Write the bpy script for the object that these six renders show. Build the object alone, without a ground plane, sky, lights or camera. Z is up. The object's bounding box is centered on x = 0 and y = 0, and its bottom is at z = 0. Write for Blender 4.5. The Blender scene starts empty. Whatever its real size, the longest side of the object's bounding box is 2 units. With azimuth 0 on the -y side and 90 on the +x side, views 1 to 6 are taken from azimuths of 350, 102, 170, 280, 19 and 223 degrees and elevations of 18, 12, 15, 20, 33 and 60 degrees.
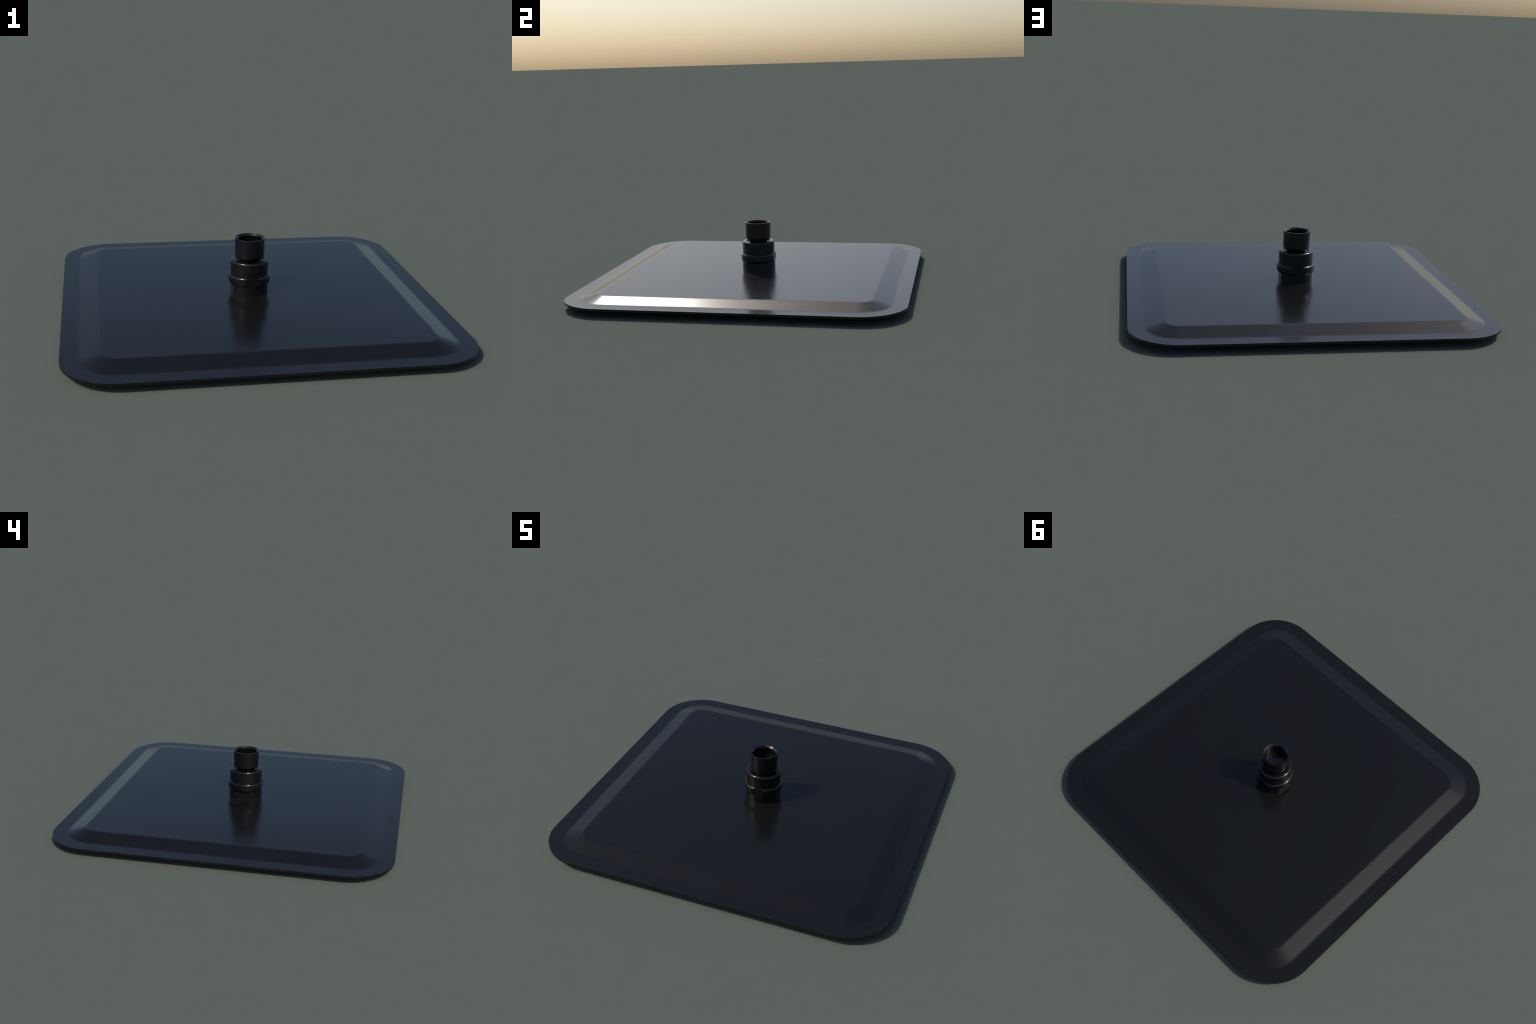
"""Square rain shower head lying face down: a thin black plate with a raised,
chamfered centre, spray nozzles underneath and a swivel connector on top."""
import math
import bpy

# ------------------------------------------------------------------ materials


def gloss_black(name, colour, rough, ior=1.45):
    mat = bpy.data.materials.new(name)
    mat.use_nodes = True
    nt = mat.node_tree
    bsdf = nt.nodes["Principled BSDF"]
    coord = nt.nodes.new("ShaderNodeTexCoord")
    noise = nt.nodes.new("ShaderNodeTexNoise")
    noise.inputs["Scale"].default_value = 3.0
    noise.inputs["Detail"].default_value = 3.0
    nt.links.new(coord.outputs["Object"], noise.inputs["Vector"])
    ramp = nt.nodes.new("ShaderNodeValToRGB")
    lo = [c * 0.97 for c in colour]
    hi = [c * 1.03 for c in colour]
    ramp.color_ramp.elements[0].position = 0.3
    ramp.color_ramp.elements[1].position = 0.7
    ramp.color_ramp.elements[0].color = (*lo, 1)
    ramp.color_ramp.elements[1].color = (*hi, 1)
    nt.links.new(noise.outputs["Fac"], ramp.inputs["Fac"])
    nt.links.new(ramp.outputs["Color"], bsdf.inputs["Base Color"])
    bsdf.inputs["Roughness"].default_value = rough
    bsdf.inputs["IOR"].default_value = ior
    return mat


PLATE_MAT = gloss_black("black_lacquer", (0.0063, 0.0062, 0.0060), 0.2)
METAL_MAT = gloss_black("black_enamel", (0.0042, 0.0041, 0.0040), 0.2, 1.53)
RUBBER_MAT = gloss_black("black_silicone", (0.006, 0.006, 0.006), 0.5)

# ------------------------------------------------------------------- helpers


def arc(cx, cz, r, a0, a1, n):
    """Profile points on an arc, angles in degrees."""
    return [(cx + r * math.cos(math.radians(a0 + (a1 - a0) * i / n)),
             cz + r * math.sin(math.radians(a0 + (a1 - a0) * i / n)))
            for i in range(n + 1)]


def fillet(points, radii, steps=6):
    """Round the inner corners of an open (r, z) polyline."""
    out = [points[0]]
    for i in range(1, len(points) - 1):
        p0, p1, p2 = points[i - 1], points[i], points[i + 1]
        rad = radii.get(i, 0.0)
        if rad <= 0:
            out.append(p1)
            continue
        v0 = (p0[0] - p1[0], p0[1] - p1[1])
        v2 = (p2[0] - p1[0], p2[1] - p1[1])
        l0, l2 = math.hypot(*v0), math.hypot(*v2)
        v0 = (v0[0] / l0, v0[1] / l0)
        v2 = (v2[0] / l2, v2[1] / l2)
        ang = math.acos(max(-1, min(1, v0[0] * v2[0] + v0[1] * v2[1])))
        t = rad / math.tan(ang / 2)
        a = (p1[0] + v0[0] * t, p1[1] + v0[1] * t)
        b = (p1[0] + v2[0] * t, p1[1] + v2[1] * t)
        bis = (v0[0] + v2[0], v0[1] + v2[1])
        lb = math.hypot(*bis)
        d = rad / math.sin(ang / 2)
        c = (p1[0] + bis[0] / lb * d, p1[1] + bis[1] / lb * d)
        a0 = math.atan2(a[1] - c[1], a[0] - c[0])
        a1 = math.atan2(b[1] - c[1], b[0] - c[0])
        while a1 - a0 > math.pi:
            a1 -= 2 * math.pi
        while a1 - a0 < -math.pi:
            a1 += 2 * math.pi
        g = 0.0008                                   # guard loops keep flats flat
        if l0 - t > 4 * g:
            out.append((a[0] + v0[0] * g, a[1] + v0[1] * g))
        for k in range(steps + 1):
            w = a0 + (a1 - a0) * k / steps
            out.append((c[0] + rad * math.cos(w), c[1] + rad * math.sin(w)))
        if l2 - t > 4 * g:
            out.append((b[0] + v2[0] * g, b[1] + v2[1] * g))
    out.append(points[-1])
    return out


def loft(name, sections, mat, parent, close_start=False, close_end=False,
         sharp=18, origin=(0, 0, 0)):
    """Skin a list of equally long closed loops into a mesh object."""
    n = len(sections[0])
    verts = [v for s in sections for v in s]
    faces = []
    for i in range(len(sections) - 1):
        for j in range(n):
            k = (j + 1) % n
            faces.append((i * n + j, i * n + k, (i + 1) * n + k, (i + 1) * n + j))
    if close_start:
        faces.append(tuple(reversed(range(n))))
    if close_end:
        base = (len(sections) - 1) * n
        faces.append(tuple(base + j for j in range(n)))
    me = bpy.data.meshes.new(name)
    me.from_pydata(verts, [], faces)
    me.validate()
    me.update()
    me.shade_smooth()
    me.set_sharp_from_angle(angle=math.radians(sharp))
    me.materials.append(mat)
    ob = bpy.data.objects.new(name, me)
    bpy.context.scene.collection.objects.link(ob)
    ob.parent = parent
    return ob


def empty(name, parent=None):
    ob = bpy.data.objects.new(name, None)
    bpy.context.scene.collection.objects.link(ob)
    ob.parent = parent
    return ob


def rounded_square(half, radius, z, seg=28, side=6):
    """Counter-clockwise rounded square; straight sides are subdivided."""
    pts = []
    c = half - radius
    corners = [(c, c, 0), (-c, c, 90), (-c, -c, 180), (c, -c, 270)]
    for i, (cx, cy, a0) in enumerate(corners):
        for k in range(seg + 1):
            a = math.radians(a0 + 90 * k / seg)
            pts.append((cx + radius * math.cos(a), cy + radius * math.sin(a), z))
        nx, ny, na = corners[(i + 1) % 4]
        a = math.radians(na)
        q = (nx + radius * math.cos(a), ny + radius * math.sin(a))
        p = pts[-1]
        for k in range(1, side):
            t = k / side
            pts.append((p[0] + (q[0] - p[0]) * t, p[1] + (q[1] - p[1]) * t, z))
    return pts


def turned(profile, flats=(), seg=120):
    """Loops of a turned part; flats = [(direction_deg, distance)] mill it."""
    angles = set(round(360 * i / seg, 4) for i in range(seg))
    loops = []
    rmax = max(p[0] for p in profile)
    for direction, dist in flats:
        h = math.degrees(math.acos(min(1, dist / rmax)))
        angles |= {round((direction + h) % 360, 4), round((direction - h) % 360, 4)}
    angles = sorted(angles)
    for r, z in profile:
        loop = []
        for a in angles:
            rr = r
            for direction, dist in flats:
                c = math.cos(math.radians(a - direction))
                if c > 0 and rr * c > dist:
                    rr = dist / c
            loop.append((rr * math.cos(math.radians(a)),
                         rr * math.sin(math.radians(a)), z))
        loops.append(loop)
    return loops


# ------------------------------------------------------------------ dimensions
HALF = 1.0                 # half width of the square plate
CORNER = 0.267             # plan radius of its corners
RIM_TOP, RIM_BOTTOM = 0.0501, 0.0366
FOLD_OUT, FOLD_IN = 0.9115, 0.8085  # half widths of the two folds of the chamfer
DECK = 0.0798              # height of the raised centre

root = empty("shower_head")
root["label"] = "square black rain shower head with swivel connector, lying face down"
root["category"] = "shower head"

# ---------------------------------------------------------------- top shell
profile = [(0.40, DECK), (FOLD_IN, DECK), (FOLD_OUT, RIM_TOP),
           (HALF, RIM_TOP), (HALF, RIM_BOTTOM), (0.93, RIM_BOTTOM)]
profile = fillet(profile, {1: 0.06, 2: 0.06, 3: 0.0003, 4: 0.0003}, steps=6)
sections = []
for half, z in reversed(profile):
    inset = HALF - half
    sections.append(rounded_square(half, max(CORNER - inset, 0.012), z))
loft("top_shell", sections, PLATE_MAT, root, close_end=True)

# ---------------------------------------------------------------- spray face
face_profile = fillet([(0.40, RIM_BOTTOM - 0.0008), (0.96, RIM_BOTTOM - 0.0008),
                       (0.96, RIM_BOTTOM + 0.004)], {1: 0.0015}, 3)
sections = [rounded_square(h, max(CORNER - (HALF - h), 0.012), z) for h, z in face_profile]
face = loft("spray_face", sections, PLATE_MAT, root, close_start=True)

nozzle_profile = fillet([(0.0045, 0.006), (0.0045, 0.0), (0.0105, 0.0),
                         (0.0145, 0.028), (0.021, 0.0375)],
                        {2: 0.002}, 3)
N = 12
PITCH = 0.128
first = None
for i in range(N):
    for j in range(N):
        x = (i - (N - 1) / 2) * PITCH
        y = (j - (N - 1) / 2) * PITCH
        if first is None:
            first = loft("nozzle", turned(nozzle_profile, seg=24), RUBBER_MAT, face,
                         close_start=True, sharp=35)
            ob = first
        else:
            ob = first.copy()
            bpy.context.scene.collection.objects.link(ob)
        ob.location = (x, y, 0)

# ---------------------------------------------------------------- connector
conn = empty("swivel_connector", root)

STEM_R = 0.1053
STEM_FLAT = 0.0927
stem = [(STEM_R - 0.002, DECK - 0.002), (STEM_R, DECK - 0.0012),
        (STEM_R, 0.134), (0.09, 0.134)]
loft("stem", turned(stem, [(0, STEM_FLAT), (180, STEM_FLAT)]),
     METAL_MAT, conn, close_end=True)

RING_R = 0.1124
ring = fillet([(0.085, 0.1225), (0.1005, 0.1225), (RING_R, 0.1370),
               (RING_R, 0.1792), (0.098, 0.1792)],
              {1: 0.002, 2: 0.007, 3: 0.0105}, 9)
flat = RING_R * math.cos(math.radians(20.7))
loft("wrench_ring", turned(ring, [(90, flat), (270, flat)]), METAL_MAT, conn)

COLLAR_R = 0.1022
collar = fillet([(COLLAR_R, 0.1740), (COLLAR_R, 0.2588), (0.0762, 0.2588),
                 (0.0764, 0.2525), (0.050, 0.2525)],
                {1: 0.0105}, 9)
loft("swivel_collar", turned(collar), METAL_MAT, conn)

neck = [(0.058, 0.2490), (0.058, 0.2700)]
loft("ball_neck", turned(neck), METAL_MAT, conn)

cup = fillet([(0.054, 0.2660), (0.0690, 0.2660), (0.0789, 0.2750), (0.0801, 0.3784),
              (0.0753, 0.3784), (0.0660, 0.3682), (0.0660, 0.3070),
              (0.0400, 0.3070), (0.0400, 0.3000), (0.0010, 0.3000)],
             {1: 0.003, 2: 0.012, 7: 0.001}, 6)
loft("inlet_socket", turned(cup), METAL_MAT, conn, close_end=True)
